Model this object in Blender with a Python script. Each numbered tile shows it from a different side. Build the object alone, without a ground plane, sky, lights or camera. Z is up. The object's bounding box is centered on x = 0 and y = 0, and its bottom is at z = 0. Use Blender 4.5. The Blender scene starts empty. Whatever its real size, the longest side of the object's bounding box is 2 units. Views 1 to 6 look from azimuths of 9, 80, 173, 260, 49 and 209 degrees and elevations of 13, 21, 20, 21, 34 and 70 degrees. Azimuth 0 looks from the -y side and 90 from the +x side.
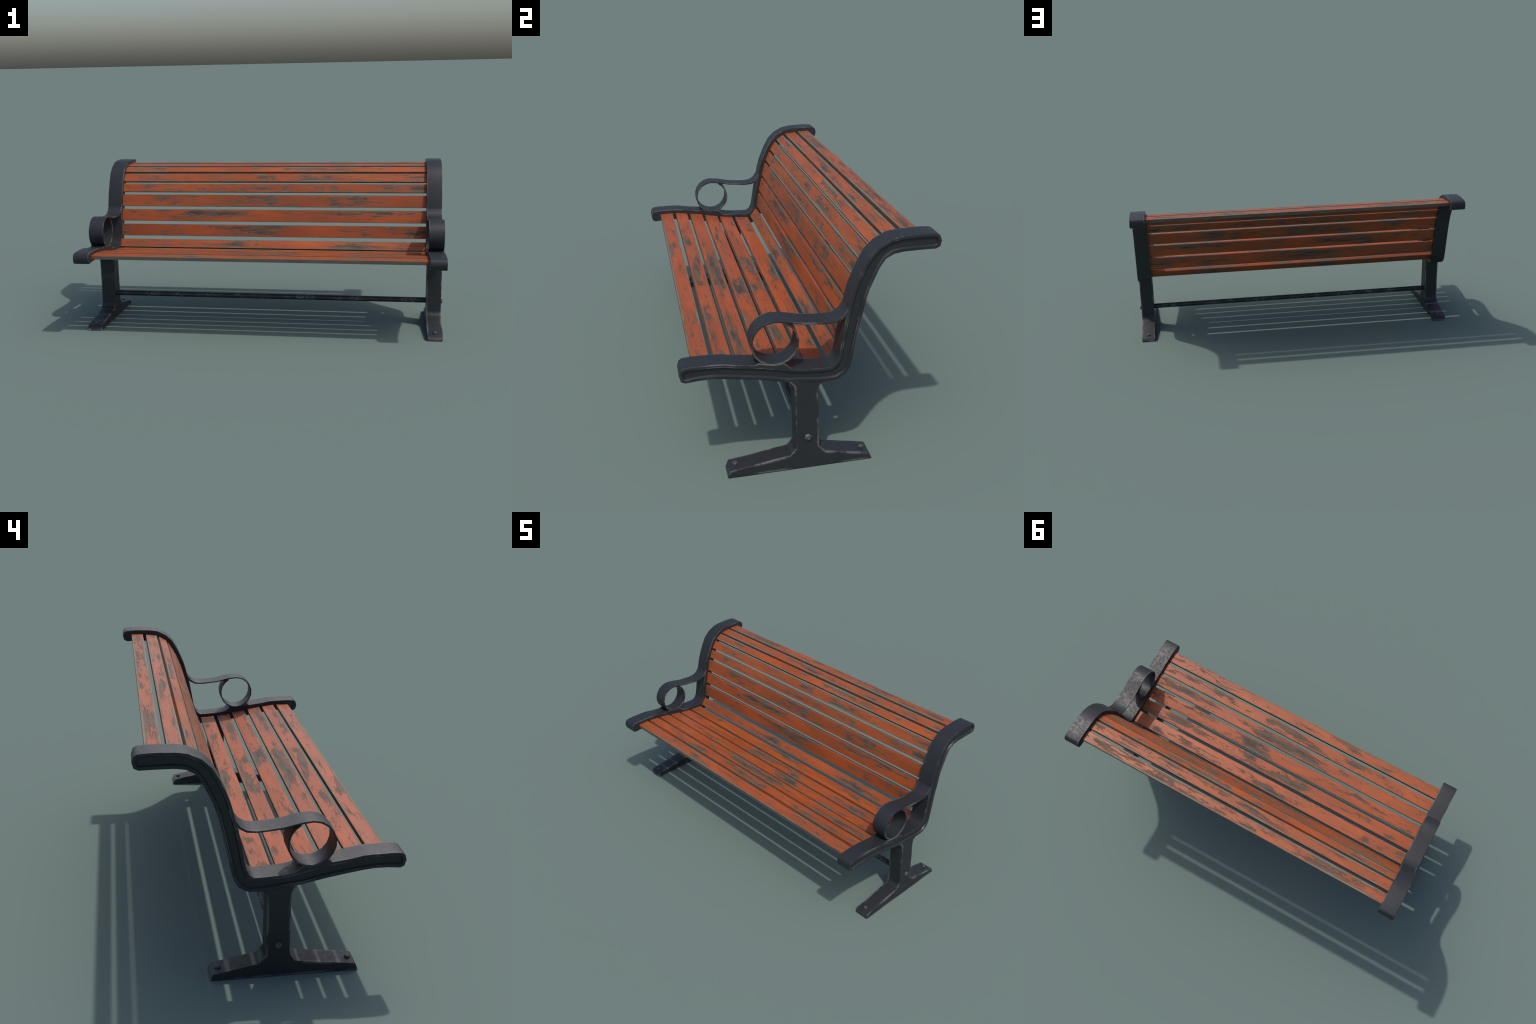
import bpy, bmesh, math, random
from mathutils import Vector, Matrix, Euler

random.seed(7)

# ------------------------------------------------------------------ sizes
X_IN, X_OUT = 0.906, 0.992      # the cast end frames, inner and outer face
SLAT_T = 0.0196                 # slat thickness
RING_C = (-0.1312, 0.5315)      # armrest scroll centre (y, z)
RING_R = 0.0880

# side profile of the S-shaped frame band, (y, z)
BAND_TOP = [(0.459, 0.884), (0.421, 0.887), (0.384, 0.8875), (0.336, 0.8865), (0.296, 0.880),
            (0.251, 0.858), (0.2175, 0.826), (0.190, 0.780), (0.174, 0.744), (0.1585, 0.708),
            (0.147, 0.670), (0.138, 0.634), (0.1285, 0.598), (0.1215, 0.562), (0.115, 0.525),
            (0.1055, 0.474), (0.099, 0.446), (0.0875, 0.4235), (0.070, 0.4115), (0.040, 0.412),
            (-0.031, 0.417), (-0.0745, 0.425)]
PAD = [(-0.0865, 0.4355), (-0.1015, 0.4515), (-0.131, 0.447), (-0.165, 0.454), (-0.193, 0.462), (-0.206, 0.4565)]
BAND_TOP_FRONT = [(-0.267, 0.4645), (-0.316, 0.4745), (-0.352, 0.4775), (-0.428, 0.479), (-0.459, 0.477),
                  (-0.4715, 0.469)]
BAND_FRONT = [(-0.4775, 0.449), (-0.4715, 0.4255), (-0.4565, 0.419)]
BAND_LOW = [(-0.410, 0.423), (-0.360, 0.423), (-0.318, 0.418), (-0.240, 0.405), (-0.184, 0.395),
            (-0.102, 0.376), (-0.020, 0.3655), (0.048, 0.358), (0.0915, 0.3595), (0.1245, 0.3785),
            (0.142, 0.405), (0.1585, 0.475), (0.174, 0.547), (0.184, 0.590), (0.203, 0.665),
            (0.215, 0.701), (0.234, 0.741), (0.2525, 0.779), (0.2735, 0.809), (0.304, 0.8255),
            (0.338, 0.830), (0.403, 0.830), (0.4565, 0.8285)]
BAND_BACK = [(0.472, 0.836), (0.4775, 0.856), (0.4715, 0.8765)]

LEG = [(-0.328, 0.0), (-0.317, 0.0265), (-0.088, 0.058), (-0.0655, 0.088), (-0.0645, 0.334),
       (-0.068, 0.352), (-0.084, 0.3705), (-0.084, 0.379), (0.043, 0.366), (0.043, 0.3575),
       (0.027, 0.346), (0.0205, 0.330), (0.0195, 0.090), (0.044, 0.0575), (0.2145, 0.0235), (0.2235, 0.0)]

ARM_TOP = [(0.153, 0.678), (0.145, 0.662), (0.1375, 0.634), (0.1195, 0.609), (0.0965, 0.595), (0.067, 0.5915),
           (0.037, 0.593), (-0.027, 0.600), (-0.071, 0.6105), (-0.100, 0.616)]
ARM_T = [0.012, 0.013, 0.013, 0.010, 0.0085, 0.007, 0.007, 0.007, 0.007, 0.007]

# slats: top-face corners across the width (y, z)
SLATS = [
    ((-0.427, 0.4565), (-0.359, 0.4565)),
    ((-0.341, 0.4565), (-0.278, 0.447)),
    ((-0.262, 0.445), (-0.194, 0.434)),
    ((-0.177, 0.429), (-0.108, 0.415)),
    ((-0.0925, 0.411), (-0.024, 0.401)),
    ((-0.0065, 0.399), (0.0665, 0.393)),
    ((0.081, 0.399), (0.1127, 0.4415)),
    ((0.121, 0.4595), (0.134, 0.5295)),
    ((0.138, 0.548), (0.156, 0.617)),
    ((0.159, 0.6345), (0.178, 0.702)),
    ((0.185, 0.7185), (0.205, 0.7645)),
    ((0.2125, 0.777), (0.2415, 0.8205)),
    ((0.2495, 0.830), (0.2885, 0.8535)),
    ((0.3005, 0.8585), (0.3575, 0.8645)),
    ((0.3735, 0.8665), (0.433, 0.866)),
]

# ------------------------------------------------------------------ nodes
class Nodes:
    def __init__(self, mat):
        self.t = mat.node_tree
        self.n = self.t.nodes
    def new(self, kind, **kw):
        nd = self.n.new(kind)
        for k, v in kw.items():
            setattr(nd, k, v)
        return nd
    def link(self, a, b):
        self.t.links.new(a, b)
    def put(self, sock, v):
        if isinstance(v, bpy.types.NodeSocket):
            self.link(v, sock)
        else:
            sock.default_value = v
    def math(self, op, a, b=0.0, c=0.0, clamp=False):
        nd = self.new('ShaderNodeMath', operation=op)
        nd.use_clamp = clamp
        self.put(nd.inputs[0], a); self.put(nd.inputs[1], b)
        if op in ('MULTIPLY_ADD', 'SMOOTH_MAX', 'SMOOTH_MIN', 'COMPARE'):
            self.put(nd.inputs[2], c)
        return nd.outputs[0]
    def step(self, v, lo, hi):
        nd = self.new('ShaderNodeMapRange', interpolation_type='SMOOTHSTEP')
        self.put(nd.inputs[0], v)
        nd.inputs[1].default_value = lo; nd.inputs[2].default_value = hi
        return nd.outputs[0]
    def mix(self, f, a, b):
        nd = self.new('ShaderNodeMix', data_type='RGBA')
        self.put(nd.inputs[0], f); self.put(nd.inputs[6], a); self.put(nd.inputs[7], b)
        return nd.outputs[2]
    def mapping(self, vec, scale=(1, 1, 1), loc=(0, 0, 0)):
        nd = self.new('ShaderNodeMapping')
        self.link(vec, nd.inputs[0])
        nd.inputs['Scale'].default_value = scale
        self.put(nd.inputs['Location'], loc)
        return nd.outputs[0]
    def noise(self, vec, scale, detail=4.0, rough=0.55, dist=0.0, w=None):
        nd = self.new('ShaderNodeTexNoise')
        if w is not None:
            nd.noise_dimensions = '4D'
            self.put(nd.inputs['W'], w)
        self.link(vec, nd.inputs['Vector'])
        nd.inputs['Scale'].default_value = scale
        nd.inputs['Detail'].default_value = detail
        nd.inputs['Roughness'].default_value = rough
        nd.inputs['Distortion'].default_value = dist
        return nd.outputs[0]

def start(name):
    m = bpy.data.materials.new(name)
    m.use_nodes = True
    k = Nodes(m)
    bsdf = m.node_tree.nodes['Principled BSDF']
    return m, k, bsdf

def painted_wood(i, width, seed, edge_wear, sides, patches):
    """Red-orange paint flaking off grey weathered wood; local x runs along the slat, y across it."""
    m, k, bsdf = start('flaking_paint_on_wood')
    co = k.new('ShaderNodeTexCoord').outputs['Object']
    sep = k.new('ShaderNodeSeparateXYZ'); k.link(co, sep.inputs[0])
    x, y, z = sep.outputs
    flat = k.new('ShaderNodeCombineXYZ'); k.link(x, flat.inputs[0]); k.link(y, flat.inputs[1])
    zz = k.math('MULTIPLY', z, 0.35); k.link(zz, flat.inputs[2])
    p = flat.outputs[0]
    # flowing grain direction
    warp = k.noise(k.mapping(p, (4.0, 14, 14)), 1.0, 2, 0.5, 0.0, w=seed + 50)
    big = k.noise(k.mapping(p, (3.0, 11, 11)), 1.0, 3, 0.5, 0.6, w=seed)
    mid = k.noise(k.mapping(p, (6.5, 50, 50)), 1.0, 7, 0.70, 0.9, w=seed + 3.1)
    fine = k.noise(k.mapping(p, (26, 260, 260)), 1.0, 4, 0.6, 0.5, w=seed + 9.7)
    # growth-ring contour lines that show through as thin flakes
    ring = k.math('FRACT', k.math('MULTIPLY', k.math('ADD', warp, k.math('MULTIPLY', fine, 0.05)), 13.0))
    ring = k.step(k.math('ABSOLUTE', k.math('SUBTRACT', ring, 0.5)), 0.30, 0.5)
    # ---- where the paint has gone
    spots = 0.0
    for (cx, cy, ax, ay, amt) in patches:
        dx = k.math('MULTIPLY', k.math('SUBTRACT', x, cx), 0.95 / ax)
        dy = k.math('MULTIPLY', k.math('SUBTRACT', y, cy * width), 0.92 / (ay * width))
        r2 = k.math('ADD', k.math('MULTIPLY', dx, dx), k.math('MULTIPLY', dy, dy))
        spots = k.math('MULTIPLY_ADD', k.math('EXPONENT', k.math('MULTIPLY', r2, -1.0)), amt, spots)
    wear = k.math('ADD', k.math('MINIMUM', k.math('MULTIPLY', spots, 0.78), 0.50), k.math('MULTIPLY_ADD', big, 1.3, -0.87))
    wear = k.math('ADD', wear, k.math('MULTIPLY_ADD', mid, 2.4, -1.2))
    wear = k.math('ADD', wear, k.math('MULTIPLY_ADD', fine, 0.95, -0.475))
    wear = k.math('ADD', wear, k.math('MULTIPLY', ring, 0.17))
    # long edges rub bare, except right beside the end frames
    ay = k.math('ABSOLUTE', y)
    edge = k.step(ay, width * 0.5 - 0.012, width * 0.5)
    along = k.noise(k.mapping(p, (5.5, 25, 0.0)), 1.0, 3, 0.5, 0.4, w=seed + 21.0)
    along = k.math('MAXIMUM', k.math('MULTIPLY_ADD', along, 2.2, -0.75), 0.12)
    ends = k.math('SUBTRACT', 1.0, k.step(k.math('ABSOLUTE', x), 0.84, 0.895))
    e = k.math('MULTIPLY', k.math('MULTIPLY', edge, along), ends)
    wear = k.math('ADD', wear, k.math('MULTIPLY', e, edge_wear * 1.6))
    for sg, amount in zip((-1.0, 1.0), sides):
        s_ = k.step(k.math('MULTIPLY', y, sg), width * 0.5 - 0.0020, width * 0.5 - 0.0004)
        wear = k.math('ADD', wear, k.math('MULTIPLY', k.math('MULTIPLY', s_, ends), amount))
    flank = k.step(ay, width * 0.5 - 0.0020, width * 0.5 - 0.0006)
    bare = k.step(wear, 0.02, 0.20)
    scuff = k.noise(k.mapping(p, (9, 60, 0.0)), 1.0, 4, 0.6, 0.3, w=seed + 71.0)
    rim = k.math('MULTIPLY', k.step(ay, width * 0.5 - 0.0050, width * 0.5 - 0.0026), k.math('MULTIPLY', k.step(scuff, 0.44, 0.56), ends))
    bare = k.math('MAXIMUM', bare, k.math('MULTIPLY', k.math('SUBTRACT', rim, flank, clamp=True), 0.75))
    thin = k.step(wear, -0.35, 0.10)
    # ---- colours
    tone = k.noise(k.mapping(p, (2.0, 9, 9)), 1.0, 4, 0.6, 0.3, w=seed + 5)
    paint = k.mix(k.step(tone, 0.32, 0.68), (0.278, 0.061, 0.0150, 1), (0.415, 0.087, 0.0195, 1))
    smudge = k.noise(k.mapping(p, (3.5, 22, 22)), 1.0, 5, 0.62, 0.5, w=seed + 41)
    paint = k.mix(k.math('MULTIPLY', k.step(smudge, 0.48, 0.74), 0.42), paint, (0.175, 0.072, 0.036, 1))
    paint = k.mix(k.math('MULTIPLY', thin, 0.40), paint, (0.165, 0.068, 0.036, 1))
    grain = k.noise(k.mapping(p, (8, 210, 210)), 1.0, 5, 0.7, 0.8, w=seed + 14)
    wood = k.mix(k.step(grain, 0.30, 0.68), (0.045, 0.035, 0.026, 1), (0.148, 0.108, 0.076, 1))
    blot = k.noise(k.mapping(p, (9, 40, 40)), 1.0, 3, 0.5, 0.0, w=seed + 30)
    dark = k.math('MULTIPLY', k.step(blot, 0.40, 0.66), k.step(wear, 0.12, 0.45))
    wood = k.mix(k.math('MULTIPLY', dark, 0.8), wood, (0.034, 0.031, 0.027, 1))
    # sun-bleached along the long edges
    wood = k.mix(k.math('MULTIPLY', k.math('SUBTRACT', k.step(ay, width * 0.5 - 0.016, width * 0.5 - 0.003), flank, clamp=True), edge_wear * 1.5), wood, (0.240, 0.192, 0.135, 1))
    wood = k.mix(k.math('MULTIPLY', k.math('SUBTRACT', rim, flank, clamp=True), 0.6), wood, (0.235, 0.180, 0.125, 1))
    wood = k.mix(k.math('MULTIPLY', flank, 0.62), wood, (0.140, 0.121, 0.092, 1))
    col = k.mix(k.math('MULTIPLY', bare, k.math('MULTIPLY_ADD', k.step(wear, 0.05, 0.4), 0.25, 0.72)), paint, wood)
    k.link(col, bsdf.inputs['Base Color'])
    k.put(bsdf.inputs['Roughness'], k.math('MULTIPLY_ADD', bare, 0.22, 0.46))
    bsdf.inputs['Specular IOR Level'].default_value = 0.38
    h = k.math('ADD', k.math('MULTIPLY', bare, -1.0), k.math('MULTIPLY', k.math('MULTIPLY', grain, bare), 0.6))
    h = k.math('ADD', h, k.math('MULTIPLY', fine, 0.25))
    b = k.new('ShaderNodeBump')
    b.inputs['Strength'].default_value = 0.8
    b.inputs['Distance'].default_value = 0.0012
    k.link(h, b.inputs['Height']); k.link(b.outputs[0], bsdf.inputs['Normal'])
    return m

def cast_iron(name='worn_black_iron', wear=1.0, chips=0.0, radius=0.008):
    """Black enamelled iron, rubbed to grey along exposed edges, mottled gloss."""
    m, k, bsdf = start(name)
    co = k.new('ShaderNodeTexCoord').outputs['Object']
    geo = k.new('ShaderNodeNewGeometry')
    bev = k.new('ShaderNodeBevel'); bev.samples = 6
    bev.inputs['Radius'].default_value = radius
    dot = k.new('ShaderNodeVectorMath', operation='DOT_PRODUCT')
    k.link(bev.outputs[0], dot.inputs[0]); k.link(geo.outputs['Normal'], dot.inputs[1])
    edge = k.step(k.math('SUBTRACT', 1.0, dot.outputs['Value']), 0.01, 0.14)
    patch = k.noise(k.mapping(co), 9.0, 3, 0.55, 0.4)
    fine = k.noise(k.mapping(co), 120.0, 5, 0.65, 0.6)
    w = k.math('ADD', k.math('MULTIPLY', edge, 0.36), k.math('MULTIPLY_ADD', patch, 2.9, -1.50))
    w = k.math('ADD', w, k.math('MULTIPLY_ADD', fine, 1.1, -0.55))
    rub = k.math('MULTIPLY', k.step(w, 0.26, 0.50), k.step(edge, 0.0, 0.25))
    if chips:
        # loose runs of small chips all over the surface
        run = k.step(k.noise(k.mapping(co, (7, 0, 0)), 1.0, 3, 0.5, 0.0), 0.44, 0.58)
        spot = k.step(k.noise(k.mapping(co, (70, 170, 170)), 1.0, 4, 0.6, 0.3), 0.50, 0.60)
        rub = k.math('MAXIMUM', rub, k.math('MULTIPLY', k.math('MULTIPLY', run, spot), chips))
    mott = k.noise(k.mapping(co), 55.0, 6, 0.7, 0.5)
    base = k.mix(mott, (0.0128, 0.0146, 0.0172, 1), (0.0215, 0.0240, 0.0282, 1))
    col = k.mix(k.math('MULTIPLY', rub, wear), base, (0.165, 0.165, 0.163, 1))
    k.link(col, bsdf.inputs['Base Color'])
    rough = k.math('MULTIPLY_ADD', k.step(mott, 0.35, 0.68), -0.19, 0.59)
    k.put(bsdf.inputs['Roughness'], rough)
    bsdf.inputs['Specular IOR Level'].default_value = 0.48
    b = k.new('ShaderNodeBump')
    b.inputs['Strength'].default_value = 0.22
    b.inputs['Distance'].default_value = 0.0006
    k.link(k.math('ADD', mott, k.math('MULTIPLY', fine, 0.4)), b.inputs['Height'])
    k.link(b.outputs[0], bsdf.inputs['Normal'])
    return m

def bolt_steel():
    m, k, bsdf = start('dull_bolt_steel')
    co = k.new('ShaderNodeTexCoord').outputs['Object']
    n = k.noise(k.mapping(co), 160.0, 4, 0.6, 0.3)
    k.link(k.mix(k.step(n, 0.35, 0.65), (0.025, 0.025, 0.026, 1), (0.105, 0.103, 0.101, 1)), bsdf.inputs['Base Color'])
    bsdf.inputs['Roughness'].default_value = 0.48
    return m

# ------------------------------------------------------------------ geometry helpers
def offset(poly, d):
    """Move a counter-clockwise (y, z) outline inwards by d with mitred corners."""
    n = len(poly); out = []
    area = sum(poly[i][0] * poly[(i + 1) % n][1] - poly[(i + 1) % n][0] * poly[i][1] for i in range(n))
    s = 1.0 if area > 0 else -1.0
    for i in range(n):
        a, b, c = (Vector(poly[(i + j) % n]) for j in (-1, 0, 1))
        e1 = (b - a).normalized(); e2 = (c - b).normalized()
        n1 = Vector((-e1.y, e1.x)) * s; n2 = Vector((-e2.y, e2.x)) * s
        mid = n1 + n2
        mid = mid / max(mid.dot(mid) * 0.5, 0.35)
        out.append(tuple(b + mid * d))
    return out

def finish(bm, name, mat, parent, flip=False, sharp=50):
    if flip:
        bmesh.ops.reverse_faces(bm, faces=bm.faces[:])
    me = bpy.data.meshes.new(name)
    bmesh.ops.recalc_face_normals(bm, faces=bm.faces[:])
    for f in bm.faces:
        f.smooth = True
    bm.to_mesh(me); bm.free()
    me.set_sharp_from_angle(angle=math.radians(sharp))
    ob = bpy.data.objects.new(name, me)
    bpy.context.scene.collection.objects.link(ob)
    me.materials.append(mat)
    ob.parent = parent
    wn = ob.modifiers.new('wn', 'WEIGHTED_NORMAL')
    wn.keep_sharp = True
    return ob

def loop(bm, poly, x):
    return [bm.verts.new((x, p[0], p[1])) for p in poly]

def bridge(bm, a, b):
    n = len(a)
    for i in range(n):
        bm.faces.new((a[i], a[(i + 1) % n], b[(i + 1) % n], b[i]))

def plate(bm, poly, x0, x1, c=0.0015, channel=None, ch_depth=0.0075):
    """Extrude a (y, z) outline from x0 to x1 with small chamfers; optional sunk channel in the x1 face."""
    s = 1 if x1 > x0 else -1
    ins = offset(poly, c)
    l0 = loop(bm, ins, x0); l1 = loop(bm, poly, x0 + s * c)
    l2 = loop(bm, poly, x1 - s * c); l3 = loop(bm, ins, x1)
    bm.faces.new(l0)
    bridge(bm, l0, l1); bridge(bm, l1, l2); bridge(bm, l2, l3)
    if channel is None:
        bm.faces.new(l3)
        return
    c0 = loop(bm, channel, x1)
    c1 = loop(bm, offset(channel, 0.0008), x1 - s * 0.0012)
    c2 = loop(bm, offset(channel, 0.0038), x1 - s * ch_depth)
    before = set(bm.faces)
    bridge(bm, c0, c1); bridge(bm, c1, c2)
    bm.faces.new(c2)
    for f in set(bm.faces) - before:
        f.material_index = 1
    edges = []
    for l in (l3, c0):
        for i in range(len(l)):
            edges.append(bm.edges.get((l[i], l[(i + 1) % len(l)])) or bm.edges.new((l[i], l[(i + 1) % len(l)])))
    bmesh.ops.triangle_fill(bm, edges=edges, use_beauty=True, use_dissolve=False)

def hex_head(bm, pos, axis, r, h, turn=0.0):
    """Hexagon bolt head on a thin washer, sitting at pos and pointing along axis."""
    q = Vector(axis).to_track_quat('Z', 'Y')
    def ring(rad, z, n, t=0.0):
        return [bm.verts.new(Vector(pos) + q @ Vector((rad * math.cos(t + 2 * math.pi * i / n), rad * math.sin(t + 2 * math.pi * i / n), z))) for i in range(n)]
    a = ring(r, -0.004, 6, turn); b = ring(r, h * 0.72, 6, turn); c = ring(r * 0.8, h, 6, turn)
    for u, v in ((a, b), (b, c)):
        bridge(bm, u, v)
    bm.faces.new(c); bm.faces.new(a)

# ------------------------------------------------------------------ build
def empty(name):
    ob = bpy.data.objects.new(name, None)
    bpy.context.scene.collection.objects.link(ob)
    return ob

bench = empty('park_bench')
bench['label'] = 'weathered orange slatted park bench with black iron ends'
bench['category'] = 'park bench'

iron = cast_iron()
leg_iron = cast_iron('rubbed_leg_iron', 1.0, 0.0, 0.017)
clean_iron = cast_iron('black_iron_in_groove', 0.0)
steel = bolt_steel()

band = BAND_TOP + [(-0.131, 0.440), (-0.206, 0.4560)] + BAND_TOP_FRONT + BAND_FRONT + BAND_LOW + BAND_BACK
outline = BAND_TOP + PAD + BAND_TOP_FRONT + BAND_FRONT + BAND_LOW + BAND_BACK

def arm_band(sgn):
    """Thin strap: leaves the back upright, runs forward and rolls round into a full ring."""
    cy, cz = RING_C
    top, low = [], []
    n = len(ARM_TOP)
    for i, p in enumerate(ARM_TOP):
        a = Vector(ARM_TOP[max(i - 1, 0)]); b = Vector(ARM_TOP[min(i + 1, n - 1)])
        t = (b - a).normalized()
        nrm = Vector((-t.y, t.x))           # path runs forward (-y): this points down
        q = Vector(p) + nrm * ARM_T[i]
        top.append(p); low.append(tuple(q))
    seg = 18
    for j in range(0, 18):
        ang = math.radians(92 + j * 329.0 / 17)
        top.append((cy + RING_R * math.cos(ang), cz + RING_R * math.sin(ang)))
        low.append((cy + (RING_R - 0.0068) * math.cos(ang), cz + (RING_R - 0.0068) * math.sin(ang)))
    bm = bmesh.new()
    m = len(top); rows = []
    for i in range(m):
        sh = 0.0006 + 0.0008 * i / (m - 1)
        xa, xb = sgn * (X_IN + sh), sgn * (X_OUT - sh)
        T, L = Vector(top[i]), Vector(low[i])
        w = (L - T); c = 0.0009 / w.length
        Ti, Li = T + w * c, L - w * c
        ca = sgn * 0.0009
        rows.append([bm.verts.new(v) for v in (
            (xa, Ti.x, Ti.y), (xa + ca, T.x, T.y), (xb - ca, T.x, T.y), (xb, Ti.x, Ti.y),
            (xb, Li.x, Li.y), (xb - ca, L.x, L.y), (xa + ca, L.x, L.y), (xa, Li.x, Li.y))])
    for i in range(m - 1):
        bridge(bm, rows[i], rows[i + 1])
    bm.faces.new(rows[0]); bm.faces.new(rows[-1])
    return bm

for sgn in (1, -1):
    bm = bmesh.new()
    plate(bm, offset(outline, -0.0005), sgn * X_IN, sgn * X_OUT, 0.0015, offset(band, 0.0108))
    frame = finish(bm, 'side_frame', iron, bench)
    frame.data.materials.append(clean_iron)
    finish(arm_band(sgn), 'armrest', iron, frame)
    bm = bmesh.new()
    plate(bm, [(y, max(z, 0.0)) for y, z in offset(LEG, -0.0008)], sgn * (X_IN + 0.002), sgn * (X_OUT - 0.002), 0.002)
    leg = finish(bm, 'leg', leg_iron, frame)
    bm = bmesh.new()
    hex_head(bm, (sgn * (X_OUT - 0.002), -0.022, 0.1335), (sgn, 0, 0), 0.0136, 0.010, 0.3)
    finish(bm, 'bolt', steel, frame, sharp=25)
    for y, z, ny in ((-0.296, 0.0295, -0.137), (0.193, 0.0275, 0.2)):
        bm = bmesh.new()
        hex_head(bm, (sgn * 0.949, y, z), (0, ny, 1), 0.0110, 0.010, 0.5 + y)
        finish(bm, 'bolt', steel, frame, sharp=25)

# crossbar between the legs
bm = bmesh.new()
prev = None
N = 12
for xx in (-0.9095, 0.9095):
    l = [bm.verts.new((xx, -0.022 + 0.0153 * math.cos(2 * math.pi * (i + .5) / N), 0.1375 + 0.0153 * math.sin(2 * math.pi * (i + .5) / N))) for i in range(N)]
    if prev:
        bridge(bm, prev, l)
        bm.faces.new(prev); bm.faces.new(l)
    prev = l
finish(bm, 'crossbar', cast_iron('chipped_black_iron', 1.0, 0.9), bench)

# slats
EDGE = [0.34, 0.22, 0.20, 0.20, 0.20, 0.18, 0.16, 0.18, 0.16, 0.18, 0.24, 0.34, 0.42, 0.45, 0.45]
SIDE = [(0.9, 0.05)] + [(0.05, 0.05)] * 13 + [(0.05, 0.9)]     # bare wood on the front / rear long side
PATCH = {}

def worn_at(slat, *spots):
    """Bare spots of one slat: (along in m, across as share of width, half length, half width share, strength)."""
    PATCH[slat] = spots

worn_at(0, (-0.5, -0.5, 0.32, 0.13, 0.9), (0.15, -0.5, 0.2, 0.10, 0.9), (-0.05, 0.5, 0.35, 0.07, 0.8), (-0.57, 0.23, 0.04, 0.1, 0.5), (-0.47, -0.41, 0.027, 0.1, 0.5), (-0.37, -0.03, 0.04, 0.22, 0.6), (-0.28, -0.16, 0.073, 0.2, 0.5), (-0.03, 0.1, 0.067, 0.15, 0.4), (0.22, 0.07, 0.019, 0.11, 0.5), (0.52, 0.38, 0.032, 0.1, 0.4), (0.58, 0.15, 0.019, 0.1, 0.5))
worn_at(1, (-0.4, -0.19, 0.06, 0.26, 0.7), (-0.17, 0.28, 0.067, 0.23, 0.65), (-0.06, -0.1, 0.053, 0.26, 0.45), (0.04, -0.17, 0.08, 0.26, 0.6), (0.17, -0.04, 0.038, 0.35, 0.55), (0.43, -0.11, 0.032, 0.2, 0.5), (0.53, -0.24, 0.038, 0.22, 0.65), (0.74, -0.18, 0.082, 0.18, 0.6), (0.85, 0.05, 0.025, 0.25, 0.5))
worn_at(2, (-0.87, -0.1, 0.047, 0.31, 0.45), (-0.14, 0.02, 0.08, 0.24, 0.45), (-0.01, 0.16, 0.053, 0.24, 0.5), (0.11, 0.05, 0.12, 0.34, 0.6), (0.16, -0.18, 0.076, 0.32, 0.5), (0.53, -0.22, 0.063, 0.2, 0.45), (0.64, -0.18, 0.095, 0.29, 0.5), (0.77, -0.15, 0.076, 0.29, 0.5), (0.86, -0.26, 0.038, 0.18, 0.5))
worn_at(3, (-0.86, 0.19, 0.04, 0.24, 0.6), (-0.66, -0.06, 0.067, 0.11, 0.6), (-0.53, -0.24, 0.067, 0.11, 0.6), (-0.01, -0.03, 0.067, 0.14, 0.5), (0.15, 0.03, 0.063, 0.36, 0.6), (0.15, 0.12, 0.08, 0.43, 0.6), (0.28, -0.24, 0.076, 0.22, 0.45), (0.49, -0.48, 0.063, 0.18, 0.45), (0.72, -0.23, 0.139, 0.1, 0.4))
worn_at(4, (-0.77, 0.21, 0.04, 0.24, 0.5), (-0.64, -0.15, 0.067, 0.14, 0.5), (-0.2, 0.02, 0.053, 0.31, 0.75), (-0.05, 0.12, 0.08, 0.19, 0.55), (0.1, 0.02, 0.051, 0.29, 0.5), (0.17, -0.31, 0.04, 0.38, 0.5), (0.19, -0.3, 0.032, 0.29, 0.5), (0.54, -0.04, 0.12, 0.32, 0.65), (0.64, -0.37, 0.051, 0.26, 0.55))
worn_at(5, (-0.88, -0.28, 0.03, 0.27, 0.6), (-0.66, 0.12, 0.027, 0.23, 0.7), (-0.11, 0.39, 0.04, 0.23, 0.65), (-0.02, 0.07, 0.032, 0.19, 0.55), (-0.0, 0.3, 0.08, 0.25, 0.6), (0.04, 0.14, 0.051, 0.13, 0.5), (0.55, 0.09, 0.038, 0.17, 0.6), (0.61, -0.15, 0.095, 0.12, 0.45), (0.74, 0.25, 0.038, 0.17, 0.6))
worn_at(6, (-0.65, -0.01, 0.039, 0.22, 0.3), (-0.36, -0.14, 0.077, 0.18, 0.35), (-0.21, -0.01, 0.072, 0.35, 0.6), (-0.04, -0.13, 0.063, 0.22, 0.35), (0.11, -0.09, 0.062, 0.13, 0.3), (0.52, -0.05, 0.093, 0.38, 0.5), (0.66, -0.18, 0.08, 0.21, 0.4))
worn_at(7, (-0.89, -0.0, 0.027, 0.43, 0.5), (-0.28, 0.27, 0.098, 0.18, 0.55), (-0.11, 0.18, 0.084, 0.36, 0.6), (-0.03, -0.16, 0.063, 0.21, 0.45), (0.45, -0.02, 0.049, 0.15, 0.5), (0.55, -0.07, 0.04, 0.26, 0.55), (0.58, 0.4, 0.101, 0.1, 0.35), (0.71, 0.19, 0.024, 0.32, 0.55), (0.82, -0.08, 0.063, 0.14, 0.5))
worn_at(8, (-0.85, -0.36, 0.057, 0.13, 0.55), (-0.77, 0.07, 0.035, 0.18, 0.5), (-0.66, 0.26, 0.044, 0.19, 0.6), (-0.49, -0.19, 0.03, 0.18, 0.45), (-0.45, 0.17, 0.043, 0.27, 0.55), (-0.3, 0.01, 0.106, 0.24, 0.6), (-0.19, 0.19, 0.085, 0.29, 0.65), (0.47, 0.21, 0.073, 0.26, 0.6), (0.66, 0.29, 0.112, 0.16, 0.65))
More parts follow.
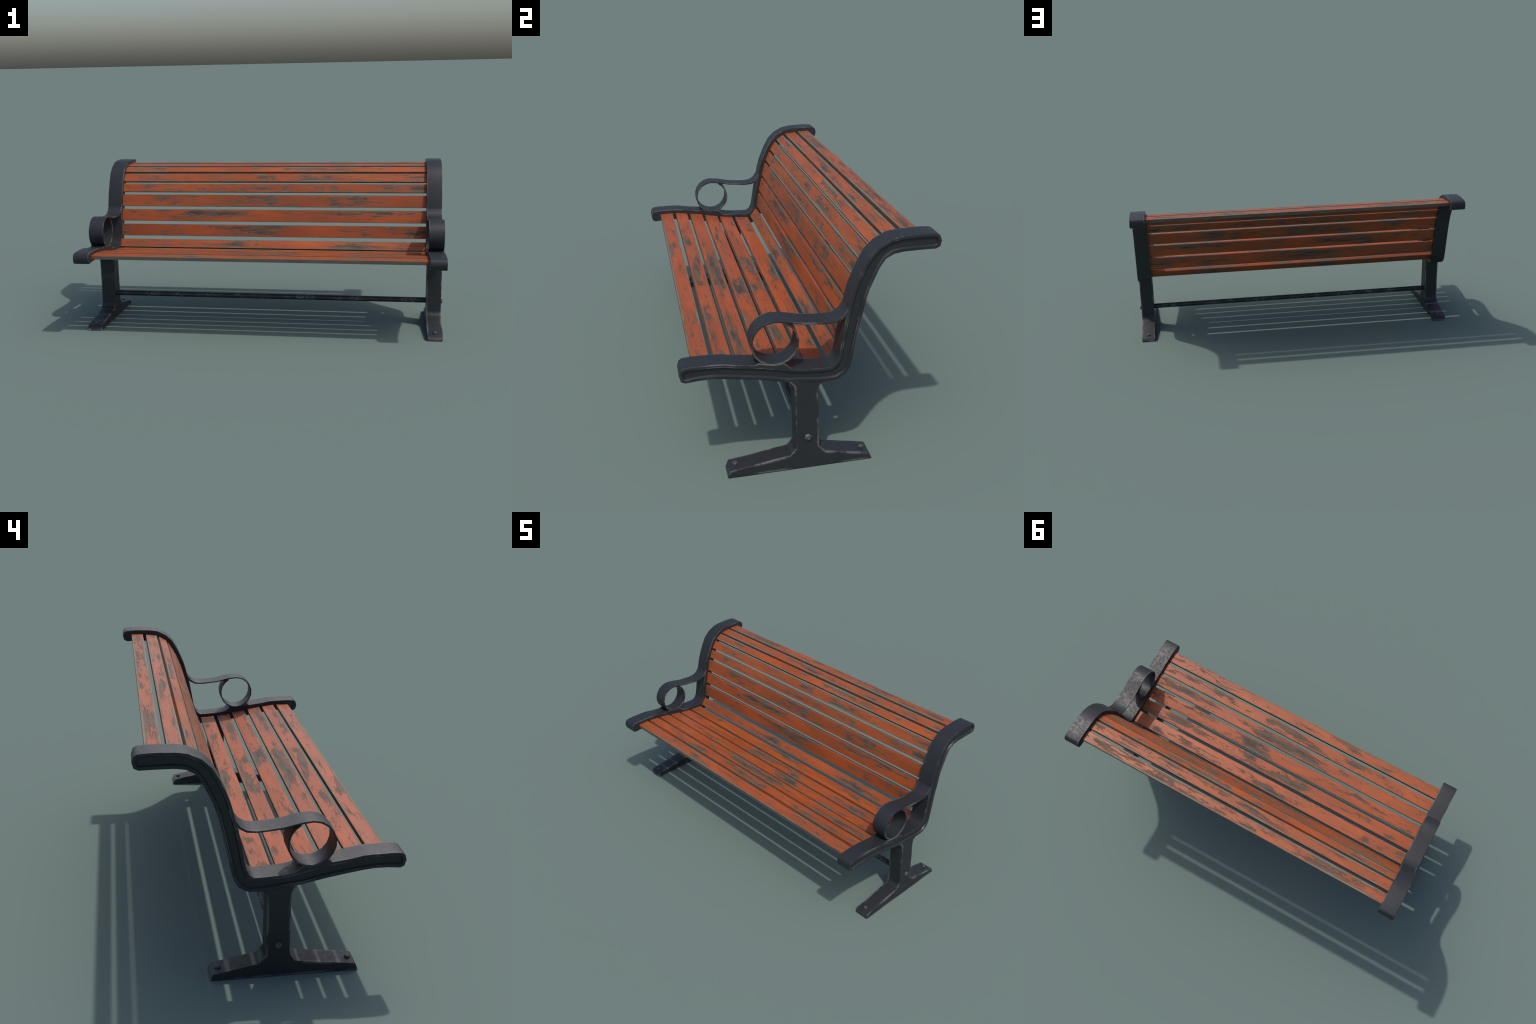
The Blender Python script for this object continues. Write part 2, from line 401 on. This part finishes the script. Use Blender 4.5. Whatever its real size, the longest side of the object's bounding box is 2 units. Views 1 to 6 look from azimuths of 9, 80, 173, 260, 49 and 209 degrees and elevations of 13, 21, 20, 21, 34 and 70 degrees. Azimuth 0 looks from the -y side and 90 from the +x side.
worn_at(9, (-0.64, 0.22, 0.031, 0.24, 0.6), (-0.58, -0.26, 0.035, 0.19, 0.6), (-0.06, 0.2, 0.084, 0.27, 0.5), (-0.01, -0.27, 0.063, 0.15, 0.5), (0.01, 0.15, 0.033, 0.36, 0.45), (0.37, -0.12, 0.025, 0.35, 0.5), (0.48, 0.36, 0.065, 0.15, 0.4), (0.51, 0.01, 0.089, 0.28, 0.7), (0.65, -0.1, 0.048, 0.15, 0.45))
worn_at(10, (-0.87, 0.12, 0.04, 0.16, 0.45), (-0.75, 0.3, 0.048, 0.22, 0.55), (-0.61, -0.3, 0.052, 0.19, 0.5), (-0.3, -0.2, 0.107, 0.1, 0.4), (-0.04, -0.09, 0.076, 0.3, 0.5), (0.08, 0.09, 0.021, 0.43, 0.45), (0.29, 0.02, 0.053, 0.3, 0.4), (0.37, 0.11, 0.025, 0.34, 0.45), (0.86, 0.05, 0.03, 0.35, 0.8))
worn_at(11, (-0.75, 0.47, 0.22, 0.12, 0.7), (-0.43, -0.08, 0.035, 0.13, 0.45), (-0.05, 0.02, 0.03, 0.4, 0.55), (0.01, 0.02, 0.013, 0.4, 0.5), (0.23, -0.15, 0.05, 0.31, 0.5), (0.33, -0.06, 0.062, 0.31, 0.5), (0.49, -0.23, 0.073, 0.17, 0.5), (0.51, 0.45, 0.142, 0.1, 0.6), (0.84, -0.0, 0.048, 0.19, 0.65))
worn_at(12, (-0.83, 0.45, 0.134, 0.15, 0.7), (-0.71, -0.4, 0.11, 0.11, 0.6), (-0.68, 0.03, 0.066, 0.49, 0.6), (-0.1, 0.1, 0.064, 0.42, 0.5), (0.08, 0.25, 0.025, 0.45, 0.5), (0.24, 0.17, 0.104, 0.22, 0.45), (0.41, -0.13, 0.062, 0.32, 0.5), (0.59, 0.45, 0.143, 0.12, 0.6))
worn_at(13, (-0.71, -0.5, 0.147, 0.1, 0.7), (-0.61, -0.5, 0.167, 0.23, 0.6), (-0.51, -0.5, 0.1, 0.12, 0.55), (-0.09, -0.09, 0.067, 0.17, 0.6), (0.08, -0.22, 0.038, 0.24, 0.55), (0.2, -0.5, 0.107, 0.24, 0.5), (0.4, -0.17, 0.063, 0.24, 0.55), (0.68, 0.31, 0.082, 0.11, 0.6), (0.88, -0.29, 0.038, 0.2, 0.7))
worn_at(14, (-0.64, -0.5, 0.24, 0.34, 1.0), (-0.66, 0.5, 0.22, 0.30, 1.0), (-0.6, 0.05, 0.15, 0.1, 0.45), (-0.1, 0.3, 0.05, 0.15, 0.5), (0.36, -0.5, 0.26, 0.30, 1.0), (0.40, 0.5, 0.28, 0.34, 1.0), (0.75, 0.0, 0.12, 0.1, 0.5))

for i, (a, b) in enumerate(SLATS):
    a, b = Vector(a), Vector(b)
    d = b - a; w = d.length; d.normalize()
    nrm = Vector((-d.y, d.x))
    mid = (a + b) / 2 - nrm * (SLAT_T / 2 - 0.0008)
    bm = bmesh.new()
    bmesh.ops.create_cube(bm, size=1.0, matrix=Matrix.Diagonal((2 * 0.9095, w, SLAT_T, 1)))
    bmesh.ops.bevel(bm, geom=bm.edges[:], offset=0.0016, segments=2, affect='EDGES', profile=0.6)
    mat = painted_wood(i, w, 3.7 * i + 1.3, EDGE[i], SIDE[i], PATCH.get(i, ()))
    ob = finish(bm, 'slat', mat, bench)
    ob.location = (0, mid.x, mid.y)
    ob.rotation_euler = Euler((math.atan2(d.y, d.x), 0, 0))

# apply the weighted-normal modifiers
bpy.context.view_layer.update()
deps = bpy.context.evaluated_depsgraph_get()
for ob in [o for o in bpy.context.scene.objects if o.type == 'MESH']:
    new = bpy.data.meshes.new_from_object(ob.evaluated_get(deps))
    nm = ob.data.name
    ob.modifiers.clear()
    old = ob.data
    ob.data = new
    bpy.data.meshes.remove(old)
    new.name = nm
